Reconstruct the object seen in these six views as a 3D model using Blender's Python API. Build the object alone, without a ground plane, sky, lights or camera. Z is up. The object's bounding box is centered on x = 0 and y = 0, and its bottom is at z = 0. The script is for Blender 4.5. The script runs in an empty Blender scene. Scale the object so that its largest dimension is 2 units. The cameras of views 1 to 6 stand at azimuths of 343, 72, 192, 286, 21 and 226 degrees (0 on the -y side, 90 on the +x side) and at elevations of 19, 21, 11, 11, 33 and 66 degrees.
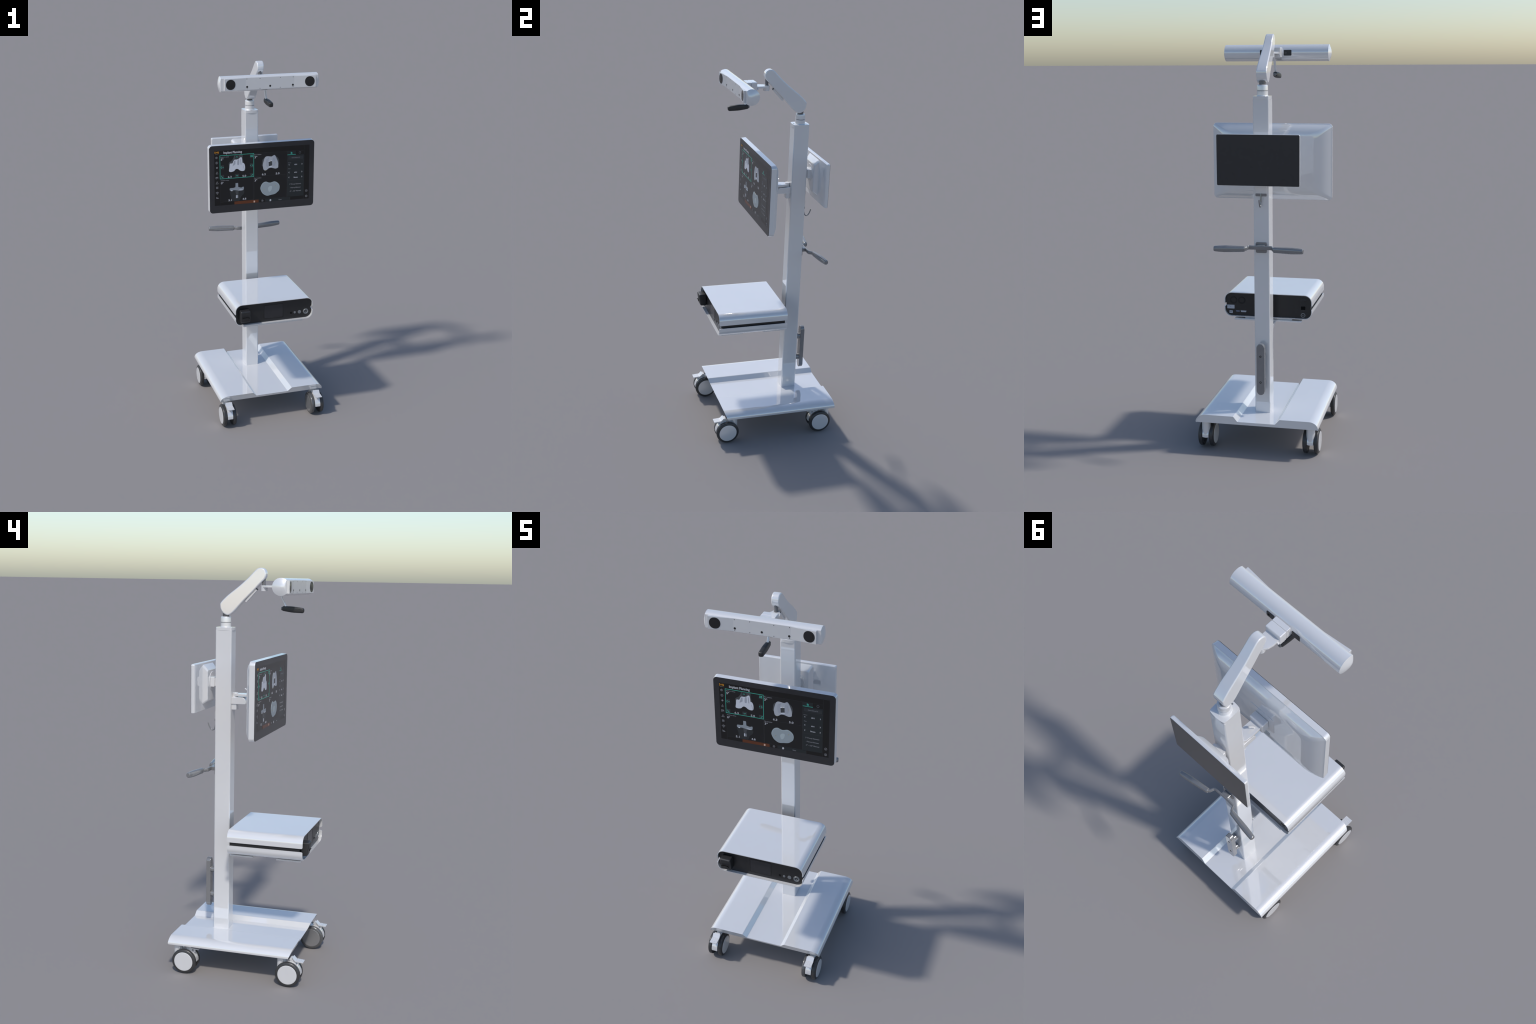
"""Surgical navigation cart: wheeled base, column, two displays, control unit,
stereo tracking camera on a swing arm, push handles, hook and cable cleat.
Metres, z up, the front of the cart looks towards -y."""
import bpy, bmesh, math
from math import sin, cos, pi, radians, sqrt
from mathutils import Vector, Matrix

# ------------------------------------------------------------------ materials
def principled(name, color, rough, metallic=0.0, spec=0.5, coat=0.0, grain=0.0, grain_scale=40.0, rough_var=0.0,
               transmission=0.0):
    m = bpy.data.materials.new(name)
    m.use_nodes = True
    nt = m.node_tree
    b = nt.nodes["Principled BSDF"]
    b.inputs["Metallic"].default_value = metallic
    b.inputs["Specular IOR Level"].default_value = spec
    b.inputs["Coat Weight"].default_value = coat
    b.inputs["Coat Roughness"].default_value = 0.05
    b.inputs["Roughness"].default_value = rough
    tc = nt.nodes.new("ShaderNodeTexCoord")
    nz = nt.nodes.new("ShaderNodeTexNoise")
    nz.inputs["Scale"].default_value = grain_scale
    nz.inputs["Detail"].default_value = 4.0
    nt.links.new(tc.outputs["Object"], nz.inputs["Vector"])
    # colour: a very slight mottling around the base colour
    ramp = nt.nodes.new("ShaderNodeValToRGB")
    lo = [max(0.0, c * (1.0 - grain)) for c in color]
    hi = [min(1.0, c * (1.0 + grain)) for c in color]
    ramp.color_ramp.elements[0].position = 0.3
    ramp.color_ramp.elements[0].color = (*lo, 1)
    ramp.color_ramp.elements[1].position = 0.7
    ramp.color_ramp.elements[1].color = (*hi, 1)
    nt.links.new(nz.outputs["Fac"], ramp.inputs["Fac"])
    nt.links.new(ramp.outputs["Color"], b.inputs["Base Color"])
    if rough_var:
        mr = nt.nodes.new("ShaderNodeMapRange")
        mr.inputs["To Min"].default_value = max(0.0, rough - rough_var)
        mr.inputs["To Max"].default_value = rough + rough_var
        nt.links.new(nz.outputs["Fac"], mr.inputs["Value"])
        nt.links.new(mr.outputs["Result"], b.inputs["Roughness"])
    return m

WHITE = principled("white_enamel", (0.77, 0.77, 0.775), 0.045, metallic=0.30, grain=0.006, grain_scale=9, rough_var=0.008)
PANEL = principled("pale_panel", (0.72, 0.72, 0.725), 0.20, metallic=0.28, grain=0.01, grain_scale=30)
CAPW = principled("white_plastic", (0.77, 0.77, 0.775), 0.20, metallic=0.32, grain=0.01, grain_scale=20)
SATIN = principled("ribbed_pedal_plastic", (0.74, 0.74, 0.745), 0.22, metallic=0.30, grain=0.01, grain_scale=60)
STEEL = principled("dark_anodised_metal", (0.255, 0.255, 0.26), 0.12, metallic=0.42, spec=0.6, grain=0.03, grain_scale=60, rough_var=0.04)
PIN = principled("grey_steel_pin", (0.16, 0.16, 0.165), 0.2, metallic=0.2, spec=0.7, grain=0.03)
RUBBER = principled("black_tyre_rubber", (0.040, 0.040, 0.041), 0.33, grain=0.1, grain_scale=120)
GREYT = principled("grey_tyre_rubber", (0.085, 0.085, 0.087), 0.22, spec=0.8, grain=0.05, grain_scale=120)
GREYC = principled("grey_wheel_cover", (0.38, 0.38, 0.385), 0.18, metallic=0.65, grain=0.02)
BLACK = principled("black_plastic", (0.016, 0.016, 0.017), 0.36, grain=0.1, grain_scale=90)
GRIP = principled("black_grip_plastic", (0.024, 0.024, 0.025), 0.42, grain=0.15, grain_scale=150)
LENS = principled("lens_black", (0.012, 0.012, 0.013), 0.24, spec=0.5)
FAN = principled("fan_grille_black", (0.009, 0.009, 0.010), 0.45, spec=0.4)
PIT = principled("black_cavity", (0.004, 0.004, 0.004), 0.7, spec=0.1)
BEZEL = principled("display_bezel", (0.026, 0.026, 0.029), 0.22, grain=0.05, grain_scale=40)
SEAM = principled("dark_seam", (0.05, 0.05, 0.052), 0.5)
METALBTN = principled("brushed_button_metal", (0.20, 0.21, 0.22), 0.25, metallic=0.25, grain=0.05, grain_scale=200)
PORTW = principled("pale_port_plastic", (0.45, 0.47, 0.52), 0.35, grain=0.03)
def ink(name, c):
    return principled(name, c, 0.20, grain=0.0)
I_DARK = ink("screen_background", (0.0035, 0.0035, 0.0037))
I_VIEW = ink("screen_view_pane", (0.0075, 0.008, 0.009))
I_SIDE = ink("screen_side_pane", (0.014, 0.019, 0.021))
I_BTN = ink("screen_button", (0.030, 0.034, 0.037))
I_LINE = ink("screen_divider", (0.026, 0.027, 0.029))
I_TEXT = ink("screen_text_grey", (0.50, 0.50, 0.53))
I_DIM = ink("screen_text_dim", (0.22, 0.22, 0.235))
I_GREEN = ink("screen_green", (0.055, 0.42, 0.31))
I_ORANGE = ink("screen_orange", (0.62, 0.27, 0.02))
I_BROWN = ink("screen_brown", (0.115, 0.032, 0.010))
I_SKIN = ink("screen_skin", (0.62, 0.40, 0.30))
I_PALE = ink("implant_pale", (0.62, 0.64, 0.70))
I_MID = ink("implant_shade", (0.36, 0.38, 0.43))
I_GREYM = ink("implant_metal", (0.27, 0.30, 0.33))
I_CYAN = ink("tray_insert", (0.36, 0.42, 0.45))
I_BONE = ink("bone_ghost", (0.065, 0.070, 0.074))
I_GHOST = ink("bone_ghost_dark", (0.024, 0.027, 0.029))
I_YEL = ink("screen_yellow", (0.42, 0.36, 0.05))

# ------------------------------------------------------------- mesh building
def P3(axis, u, v, w):
    """place the 2D point (u, v) on the plane at w of the given axis"""
    return (w, u, v) if axis == 'x' else (u, w, v) if axis == 'y' else (u, v, w)

def tidy(bm):
    bmesh.ops.remove_doubles(bm, verts=bm.verts, dist=1e-7)
    bmesh.ops.recalc_face_normals(bm, faces=bm.faces)
    return bm

def prism(pts, axis, a, b, bevel=0.0, segs=3, ends='ab'):
    """extrude a closed 2D outline from a to b, rounding the rims of the ends"""
    bm = bmesh.new()
    va = [bm.verts.new(P3(axis, p[0], p[1], a)) for p in pts]
    vb = [bm.verts.new(P3(axis, p[0], p[1], b)) for p in pts]
    n = len(pts)
    fa, fb = bm.faces.new(va), bm.faces.new(vb)
    for i in range(n):
        bm.faces.new((va[i], va[(i + 1) % n], vb[(i + 1) % n], vb[i]))
    if bevel:
        es = set()
        if 'a' in ends: es |= set(fa.edges)
        if 'b' in ends: es |= set(fb.edges)
        bmesh.ops.bevel(bm, geom=list(es), offset=bevel, segments=segs, profile=0.5, affect='EDGES')
    return tidy(bm)

def box(x0, x1, y0, y1, z0, z1, bevel=0.0, segs=3):
    bm = bmesh.new()
    bmesh.ops.create_cube(bm, size=1.0)
    for v in bm.verts:
        v.co = Vector(((x0 + x1) / 2 + v.co.x * (x1 - x0), (y0 + y1) / 2 + v.co.y * (y1 - y0), (z0 + z1) / 2 + v.co.z * (z1 - z0)))
    if bevel:
        bmesh.ops.bevel(bm, geom=list(bm.edges), offset=bevel, segments=segs, profile=0.5, affect='EDGES')
    return tidy(bm)

def rrect(cx, cz, hw, hh, r, n=6):
    """rounded rectangle outline"""
    out = []
    for sx, sz, a0 in ((1, 1, 0), (-1, 1, 90), (-1, -1, 180), (1, -1, 270)):
        for i in range(n + 1):
            a = radians(a0 + 90 * i / n)
            out.append((cx + sx * (hw - r) + r * cos(a), cz + sz * (hh - r) + r * sin(a)))
    return out

def circle(cx, cz, r, n=32):
    return [(cx + r * cos(2 * pi * i / n), cz + r * sin(2 * pi * i / n)) for i in range(n)]

def smooth_outline(pts, sub=4):
    """closed Catmull-Rom curve through the control points"""
    n, out = len(pts), []
    for i in range(n):
        p0, p1, p2, p3 = (Vector(pts[(i + k - 1) % n]) for k in range(4))
        for s in range(sub):
            t = s / sub
            out.append(tuple(0.5 * (2 * p1 + (p2 - p0) * t + (2 * p0 - 5 * p1 + 4 * p2 - p3) * t * t + (3 * p1 - p0 - 3 * p2 + p3) * t ** 3)))
    return out

def lathe(profile, axis, c, segs=48):
    """turn a profile of (distance along axis, radius) around the axis through c"""
    bm = bmesh.new()
    rings = []
    for h, r in profile:
        if r < 1e-6:
            o = {'x': (h, 0, 0), 'y': (0, h, 0), 'z': (0, 0, h)}[axis]
            rings.append([bm.verts.new(Vector(c) + Vector(o))])
        else:
            ring = []
            for i in range(segs):
                a = 2 * pi * i / segs
                o = {'x': (h, r * cos(a), r * sin(a)), 'y': (r * cos(a), h, r * sin(a)), 'z': (r * cos(a), r * sin(a), h)}[axis]
                ring.append(bm.verts.new(Vector(c) + Vector(o)))
            rings.append(ring)
    for A, B in zip(rings, rings[1:]):
        if len(A) == 1 and len(B) == 1:
            continue
        for i in range(segs):
            j = (i + 1) % segs
            if len(A) == 1: bm.faces.new((A[0], B[i], B[j]))
            elif len(B) == 1: bm.faces.new((A[i], A[j], B[0]))
            else: bm.faces.new((A[i], A[j], B[j], B[i]))
    for R in (rings[0], rings[-1]):
        if len(R) > 2:
            bm.faces.new(R)
    return tidy(bm)

def loft(rings, cap=True):
    """skin through rings with equal point counts"""
    bm = bmesh.new()
    V = [[bm.verts.new(p) for p in ring] for ring in rings]
    n = len(V[0])
    for A, B in zip(V, V[1:]):
        for i in range(n):
            j = (i + 1) % n
            bm.faces.new((A[i], A[j], B[j], B[i]))
    if cap:
        bm.faces.new(V[0]); bm.faces.new(V[-1])
    return tidy(bm)

def sweep(path, radii, segs=20, up=(0, 0, 1), power=2.0):
    """tube along a path; radii are (side, up) pairs or numbers; rounded section"""
    rings, n = [], len(path)
    for i, p in enumerate(path):
        p = Vector(p)
        t = (Vector(path[min(i + 1, n - 1)]) - Vector(path[max(i - 1, 0)])).normalized()
        u = Vector(up)
        if abs(t.dot(u)) > 0.97: u = Vector((1, 0, 0))
        s = t.cross(u).normalized(); w = s.cross(t).normalized()
        r = radii[i] if isinstance(radii, list) else radii
        rs, ru = r if isinstance(r, (list, tuple)) else (r, r)
        ring = []
        for k in range(segs):
            a = 2 * pi * k / segs
            ca, sa = cos(a), sin(a)
            ex = 2.0 / power
            ring.append(p + s * rs * math.copysign(abs(ca) ** ex, ca) + w * ru * math.copysign(abs(sa) ** ex, sa))
        rings.append(ring)
    return loft(rings)

def join(*parts):
    bm = bmesh.new()
    for p in parts:
        me = bpy.data.meshes.new("tmp")
        p.to_mesh(me); p.free()
        bm.from_mesh(me)
        bpy.data.meshes.remove(me)
    return bm

WORLD = {}
def make(name, bm, mat, parent, sharp=38, origin=None, weighted=True):
    me = bpy.data.meshes.new(name)
    co = [v.co for v in bm.verts]
    lo = Vector((min(c[i] for c in co) for i in range(3))); hi = Vector((max(c[i] for c in co) for i in range(3)))
    c = Vector(origin) if origin else (lo + hi) / 2
    bmesh.ops.translate(bm, verts=bm.verts, vec=-c)
    bm.to_mesh(me); bm.free()
    for p in me.polygons: p.use_smooth = True
    me.set_sharp_from_angle(angle=radians(sharp))
    me.materials.append(mat)
    ob = bpy.data.objects.new(name, me)
    bpy.context.scene.collection.objects.link(ob)
    if parent is not None:
        ob.parent = parent
        ob.location = c - WORLD[parent.name]
    else:
        ob.location = c
    WORLD[ob.name] = c
    if weighted:
        w = ob.modifiers.new("weighted_normals", 'WEIGHTED_NORMAL')
        w.keep_sharp = True; w.mode = 'FACE_AREA'; w.weight = 80
    return ob

def copy_of(ob, parent, world):
    o = ob.copy()
    bpy.context.scene.collection.objects.link(o)
    o.parent = parent
    o.location = Vector(world) - WORLD[parent.name]
    WORLD[o.name] = Vector(world)
    return o

# ------------------------------------------------------------------ the thing
cart = bpy.data.objects.new("surgical_navigation_cart", None)
bpy.context.scene.collection.objects.link(cart)
cart.empty_display_size = 0.2
WORLD[cart.name] = Vector((0, 0, 0))
cart["label"] = "white wheeled medical cart with two screens and tracking camera"
cart["category"] = "medical cart"

# --------------------------------------------------------------- base platform
ZB, ZT, ZG = 0.1435, 0.1845, 0.1607          # underside, shoulders, groove floor
def base_half():
    pts = [(0.2990, ZB), (0.3013, ZB + 0.0012), (0.3025, ZB + 0.0040)]
    for i in range(1, 15):
        a = radians(90 * i / 14)
        pts.append((0.2565 + 0.0461 * cos(a), ZB + 0.0055 + (ZT - ZB - 0.0055) * sin(a)))
    pts += [(0.1175, ZT), (0.1150, ZT - 0.0005), (0.1125, ZT - 0.0022), (0.0950, 0.1624), (0.0932, 0.1610), (0.0915, ZG)]
    return pts
half = base_half()
skin = half + [(-x, z) for x, z in reversed(half)]
inner = []
for i, p in enumerate(skin):
    t = (Vector(skin[min(i + 1, len(skin) - 1)]) - Vector(skin[max(i - 1, 0)])).normalized()
    nrm = Vector((-t.y, t.x))              # points into the body
    inner.append((p[0] + nrm.x * 0.0032, max(p[1] + nrm.y * 0.0032, ZB)))
def front_y(z): return -0.2740 - 0.0165 * (z - ZB) / (ZT - ZB)
def back_y(z): return 0.3452 - 0.005 * max(0.0, z - 0.152) / (ZT - 0.152) - 0.0030 * max(0.0, 0.149 - z) / 0.005
shell_sec = skin + list(reversed(inner))
rings = []
for k in range(2):
    fy = front_y if k == 0 else back_y
    rings.append([(x, fy(z), z) for x, z in shell_sec])
base = make("base_platform", loft(rings), WHITE, cart)
core = [(x * 0.9992, z - 0.0002) for x, z in inner]
core_r = [[(x, -0.2740 + 0.0015 - 0.0145 * (z - ZB) / (ZT - ZB), max(z, ZB - 0.0003)) for x, z in core],
          [(x, back_y(z) - 0.0008, max(z, ZB + 0.001)) for x, z in core]]
make("base_end_panel", loft(core_r), WHITE, base)

# -------------------------------------------------------------------- casters
WR, WZ = 0.0625, 0.0625                     # wheel radius and axle height
def wheel_parts():
    tyre = [(0.0168, 0.045), (0.0166, 0.052), (0.0172, 0.0580), (0.0197, 0.0612), (0.0220, 0.0625), (0.0310, 0.0625), (0.0335, 0.0621),
            (0.0348, 0.0606), (0.0366, 0.0590), (0.0382, 0.0550), (0.0392, 0.0505), (0.0394, 0.0485), (0.0385, 0.0470)]
    disc = [(0.0386, 0.0478), (0.0396, 0.0482), (0.0401, 0.0474), (0.0405, 0.045), (0.0407, 0.030), (0.0408, 0.0)]
    inner_disc = [(0.0175, 0.046), (0.0158, 0.040), (0.0156, 0.0)]
    return tyre, disc, inner_disc
caster_at = [(-0.2605, -0.2716), (0.2605, -0.2716), (-0.2605, 0.2635), (0.2605, 0.2635)]
def flip(bm):
    for v in bm.verts: v.co.x = -v.co.x
    bmesh.ops.reverse_faces(bm, faces=bm.faces)
    return bm
def build_caster(cx, cy):
    o = Vector((cx, cy, WZ))
    n = 28
    dome = [(0.062 * cos(pi * i / n), 0.062 * sin(pi * i / n) - 0.0005) for i in range(n + 1)]
    fork = prism(dome, 'x', -0.0153, 0.0153, bevel=0.0012, segs=2)
    post = lathe([(-0.004, 0.0205), (0.0, 0.0215), (0.0842, 0.0215), (0.0842, 0.0)], 'z', (0, 0.039, 0), 36)
    axle = lathe([(-0.03, 0.0), (-0.03, 0.008), (0.03, 0.008), (0.03, 0.0)], 'x', (0, 0, 0), 20)
    pivot = box(-0.013, 0.013, -0.026, -0.006, 0.05, 0.072, 0.003)
    lug = lathe([(-0.0145, 0.0), (-0.0145, 0.0075), (0.0145, 0.0075), (0.0145, 0.0)], 'x', (0, -0.012, 0.073), 20)
    stub = lathe([(0.0, 0.0), (0.0, 0.006), (0.020, 0.006), (0.020, 0.0)], 'z', (0, -0.045, 0.043), 16)
    body = join(fork, post, axle, pivot, lug, stub)
    bmesh.ops.translate(body, verts=body.verts, vec=o)
    return body
def build_pedal(cx, cy):
    # side profile (y, z) of the bent brake lever, with a ribbed tread
    top = [(-0.0200, 0.0838), (-0.0352, 0.0685)]
    y = -0.0390
    for i in range(5):
        top += [(y, 0.0676 - 0.0006 * i), (y - 0.0012, 0.0688 - 0.0006 * i), (y - 0.0042, 0.0686 - 0.0006 * i), (y - 0.0054, 0.0672 - 0.0006 * i)]
        y -= 0.0069
    prof = top + [(-0.0738, 0.0650), (-0.0734, 0.0618), (-0.0400, 0.0638), (-0.0345, 0.0645), (-0.0235, 0.0760), (-0.0222, 0.0815)]
    bm = prism(prof, 'x', -0.0193, 0.0193)
    neck = box(-0.010, 0.010, -0.036, -0.018, 0.050, 0.068, 0.002)
    bm = join(bm, neck)
    bmesh.ops.translate(bm, verts=bm.verts, vec=(cx, cy, WZ))
    return bm
first = {}
for k, (cx, cy) in enumerate(caster_at):
    o = Vector((cx, cy, WZ))
    if k == 0:
        ty, di, idi = wheel_parts()
        fork = make("caster", build_caster(cx, cy), WHITE, cart, origin=o, sharp=45)
        first = {"caster": fork}
        subs = []
        for nm, prof, mt in (("caster_tyre", ty, RUBBER), ("wheel_cover", di, CAPW), ("wheel_inner_disc", idi, SEAM)):
            for side in (1, -1):
                bm = lathe(prof, 'x', (0, 0, 0), 64)
                if nm == "caster_tyre":      # the section is a closed ring: drop the end caps
                    big = [f for f in bm.faces if len(f.verts) > 8]
                    bmesh.ops.delete(bm, geom=big, context='FACES_ONLY')
                if side < 0: flip(bm)
                bmesh.ops.translate(bm, verts=bm.verts, vec=o)
                subs.append(make(nm, bm, mt, fork, origin=o, sharp=40))
        subs.append(make("brake_pedal", build_pedal(cx, cy), SATIN, fork, origin=o, sharp=30, weighted=False))
    else:
        f2 = copy_of(first["caster"], cart, o)
        for i, s in enumerate(subs):
            c = copy_of(s, f2, o)
            if k == 1 and i in (1, 3):       # inner wheel of this caster coloured greyer and shinier than the others
                c.material_slots[0].link = 'OBJECT'
                c.material_slots[0].material = GREYT if i == 1 else GREYC

# --------------------------------------------------------------------- column
CX, CY0, CY1, CYC = 0.0384, 0.1112, 0.1940, 0.1526
def bowed(hw, hh, bx, by, r=0.004, n=12):
    """square section whose sides bow outwards a little, with rounded corners"""
    out = []
    corners = [(hw, -hh), (hw, hh), (-hw, hh), (-hw, -hh)]
    bows = [(bx, 0), (0, by), (-bx, 0), (0, -by)]
    for a, b, w in zip(corners, corners[1:] + corners[:1], bows):
        ln = abs(b[0] - a[0]) + abs(b[1] - a[1])
        for i in range(n + 1):
            t = r / ln + (1 - 2 * r / ln) * i / n
            k = 1 - (2 * t - 1) ** 2
            out.append((a[0] + (b[0] - a[0]) * t + w[0] * k, CYC + a[1] + (b[1] - a[1]) * t + w[1] * k))
        for ang in (22.5, 45, 67.5):          # round the corner at b
            sx, sy = math.copysign(1, b[0]), math.copysign(1, b[1])
            c, q = cos(radians(ang)), sin(radians(ang))
            if w[0]: ox, oy = c, q            # leaving a +-x side
            else: ox, oy = q, c
            out.append((b[0] - sx * r * (1 - ox), CYC + b[1] - sy * r * (1 - oy)))
    return out
column = make("column", prism(rrect(0, CYC, CX, (CY1 - CY0) / 2, 0.0062, 7), 'z', 0.158, 1.6980), WHITE, cart, sharp=30)
cap_pts = bowed(CX - 0.0012, (CY1 - CY0) / 2 - 0.0012, 0.0028, 0.0045, 0.004)
cap = make("column_cap", prism(cap_pts, 'z', 1.6970, 1.7112, bevel=0.0010, segs=2), WHITE, column)
make("cap_socket", prism([(x * 1.0, CYC - 0.0345 + z) for x, z in rrect(0, 0, 0.0075, 0.0032, 0.003)], 'z', 1.7105, 1.7115), METALBTN, column)
# swivel collar on top of the column
collar = lathe([(1.7105, 0.0), (1.7105, 0.0285), (1.7125, 0.0268), (1.7150, 0.0264), (1.7334, 0.0264), (1.7340, 0.0258)], 'z', (0, CYC, 0))
collar2 = lathe([(1.7362, 0.0258), (1.7368, 0.0264), (1.7570, 0.0258), (1.7615, 0.0240), (1.7635, 0.0205), (1.7635, 0.0)], 'z', (0, CYC, 0))
swivel = make("swivel_collar", join(collar, collar2), CAPW, cart)
make("collar_seam", lathe([(1.7330, 0.0), (1.7330, 0.0252), (1.7368, 0.0252), (1.7368, 0.0)], 'z', (0, CYC, 0)), SEAM, swivel)
make("swivel_pin", lathe([(1.7630, 0.0), (1.7630, 0.0160), (1.7800, 0.0160), (1.7800, 0.0)], 'z', (0, CYC, 0)), PIN, swivel)

# ----------------------------------------------------------------- spring arm
arm_prof = [(-0.0262, 1.9996), (-0.0105, 1.9965), (0.0040, 1.9842), (0.0145, 1.9735), (0.0375, 1.9495), (0.0590, 1.9300), (0.0808, 1.9112),
            (0.1085, 1.8895), (0.1395, 1.8650), (0.1620, 1.8435), (0.1735, 1.8300), (0.1755, 1.8272), (0.1762, 1.8240), (0.1763, 1.8120), (0.1730, 1.7985), (0.1600, 1.7790),
            (0.1378, 1.7700), (0.1190, 1.7772), (0.1037, 1.7912), (0.0930, 1.8025), (0.0556, 1.8430), (0.0078, 1.8898), (-0.0165, 1.9165),
            (-0.0362, 1.9362), (-0.0487, 1.9510), (-0.0532, 1.9680), (-0.0500, 1.9850), (-0.0400, 1.9955)]
A0, A1 = Vector((-0.02, 1.965)), Vector((0.14, 1.81))
ax = (A1 - A0); alen = ax.length; ax.normalize()
def arm_w(y, z):
    return 0.0197 + 0.0058 * (Vector((y, z)) - A0).dot(ax) / alen
def arm_ring(inset, xk):
    """outline moved inwards by inset, on the flank at fraction xk"""
    pts = smooth_outline(arm_prof, 2)
    n, out = len(pts), []
    for i, p in enumerate(pts):
        t = (Vector(pts[(i + 1) % n]) - Vector(pts[i - 1])).normalized()
        nr = Vector((t.y, -t.x))            # inward for this (clockwise) outline
        q = Vector(p) + nr * inset
        out.append((q.x, q.y))
    return [(xk * 1.0 + math.copysign(1, xk) * (arm_w(y, z) - 0.0197), y, z) for y, z in out]
rings = []
B = 0.0058
for s in (1, -1):
    rr = []
    for k in range(5):
        a = radians(90 * k / 4)
        rr.append(arm_ring(B * (1 - cos(a)) if s > 0 else B * (1 - cos(a)), s * (0.0197 - B + B * sin(a))))
    rings.append(rr)
arm_rings = list(reversed(rings[1])) + rings[0]
arm = make("support_arm", loft(arm_rings), WHITE, cart, sharp=40)
def along(p, q, hw, x):
    """flat bar in the y-z plane from p to q with half thickness hw and half width x"""
    d = (Vector(q) - Vector(p)).normalized(); nn = Vector((-d.y, d.x))
    ring = []
    for i in range(9):
        a = radians(-90 + 180 * i / 8); ring.append(Vector(q) + d * hw * cos(a) + nn * hw * sin(a))
    for c in (Vector(p) + nn * hw, Vector(p) - nn * hw):
        ring.append(c)
    return prism([tuple(v) for v in ring], 'x', -x, x, bevel=0.002, segs=2)
make("arm_cable_cover", along((-0.0030, 1.8965), (0.0480, 1.8410), 0.0060, 0.0100), WHITE, arm)
make("cover_plug", along((-0.0065, 1.8990), (-0.0030, 1.8955), 0.0045, 0.0075), SEAM, arm)

# --------------------------------------------------- camera bracket and handle
bracket = join(
    lathe([(1.8895, 0.0), (1.8895, 0.0165), (1.9035, 0.0171), (1.9165, 0.0171), (1.9165, 0.0)], 'z', (0, -0.0402, 0), 40),
    prism([(-0.0140, -0.0330), (-0.0250, -0.0520), (-0.0300, -0.0720), (-0.0300, -0.1010), (0.0300, -0.1010), (0.0300, -0.0720), (0.0250, -0.0520), (0.0140, -0.0330)],
          'z', 1.9060, 1.9164, bevel=0.0015, segs=2),
    box(-0.0355, 0.0355, -0.1320, -0.0985, 1.8890, 1.9388, 0.004),
    box(-0.0345, 0.0345, -0.1535, -0.1323, 1.8910, 1.9375, 0.0015),
    box(-0.0350, 0.0350, -0.0990, -0.0900, 1.8980, 1.9060, 0.002))
brk = make("camera_bracket", bracket, WHITE, cart)
make("bracket_pin", lathe([(1.9160, 0.0), (1.9160, 0.0105), (1.9195, 0.0105), (1.9200, 0.0085), (1.9580, 0.0085), (1.9580, 0.0)], 'z', (0, -0.0387, 0), 32), PIN, brk)
rod = sweep([(0, -0.1120, 1.8920), (0, -0.1225, 1.8745), (0, -0.1360, 1.8480), (0, -0.1500, 1.8180)], [(0.0062, 0.0050)] * 4, 16)
hnd = make("adjusting_handle", rod, WHITE, brk)
gp, gr = [], []
for t, ru, rs in ((0.0, 0.0070, 0.0065), (0.02, 0.0100, 0.0090), (0.06, 0.0118, 0.0105), (0.2, 0.0130, 0.0115), (0.42, 0.0146, 0.0125), (0.55, 0.0146, 0.0128),
                  (0.8, 0.0132, 0.0122), (0.93, 0.0125, 0.0118), (0.975, 0.0105, 0.0098), (1.0, 0.0060, 0.0055)):
    gp.append((0.0, -0.1330 - 0.1085 * t, 1.8085 - 0.0090 * t)); gr.append((rs, ru))
make("handle_grip", sweep(gp, gr, 32, power=3.6), GRIP, brk, sharp=50)
make("grip_end_cap", lathe([(-0.1345, 0.0), (-0.1345, 0.0082), (-0.1290, 0.0078), (-0.1278, 0.006), (-0.1278, 0.0)], 'y', (0, 0, 1.8075), 24), PIN, brk)

# -------------------------------------------------------------- tracking camera
KY, KZ, KR, KF = -0.1915, 1.9118, 0.0405, -0.2176
ang = math.acos((KY - KF) / KR)            # where the tube is cut flat at the front
def tube_section(s=1.0):
    out = []
    for i in range(49):
        a = pi + ang + (2 * pi - 2 * ang) * i / 48
        out.append((KY + KR * s * cos(a), KZ + KR * s * sin(a)))
    return out
cam = make("tracking_camera", prism(tube_section(), 'x', -0.2605, 0.2605), WHITE, cart, sharp=40)
for s in (1, -1):
    prof = [(0.2603, 0.985), (0.2606, 1.004), (0.2628, 1.004)] + [(0.2632 + 0.0106 * (1 - k * k), k) for k in (0.985, 0.93, 0.86, 0.77, 0.66, 0.53, 0.38, 0.2, 0.02)]
    rr = []
    for x, k in prof:
        cyy = KY - 0.004 * (1 - k)
        e = max(0.0, min(1.0, (1.0 - k) * 1.6))              # the dome loses the flat front towards its crown
        ringp = []
        for i, (y, z) in enumerate(tube_section()):
            a = pi + 2 * pi * (i + 0.5) / 49
            ringp.append((s * x, cyy + ((y - KY) * (1 - e) + KR * 0.9 * cos(a) * e) * k, KZ + ((z - KZ) * (1 - e) + KR * 0.9 * sin(a) * e) * k))
        rr.append(ringp)
    make("camera_end_cap", loft(rr), CAPW, cam, sharp=40)
front = [(-0.2462, -0.2160), (-0.2462, -0.2293), (-0.1310, -0.2180), (0.1310, -0.2180), (0.2462, -0.2293), (0.2462, -0.2160)]
make("camera_window", prism(front, 'z', KZ - 0.0302, KZ + 0.0300, bevel=0.0008, segs=2), PANEL, cam, sharp=4)
tilt = math.atan2(0.0113, 0.1152)
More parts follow.
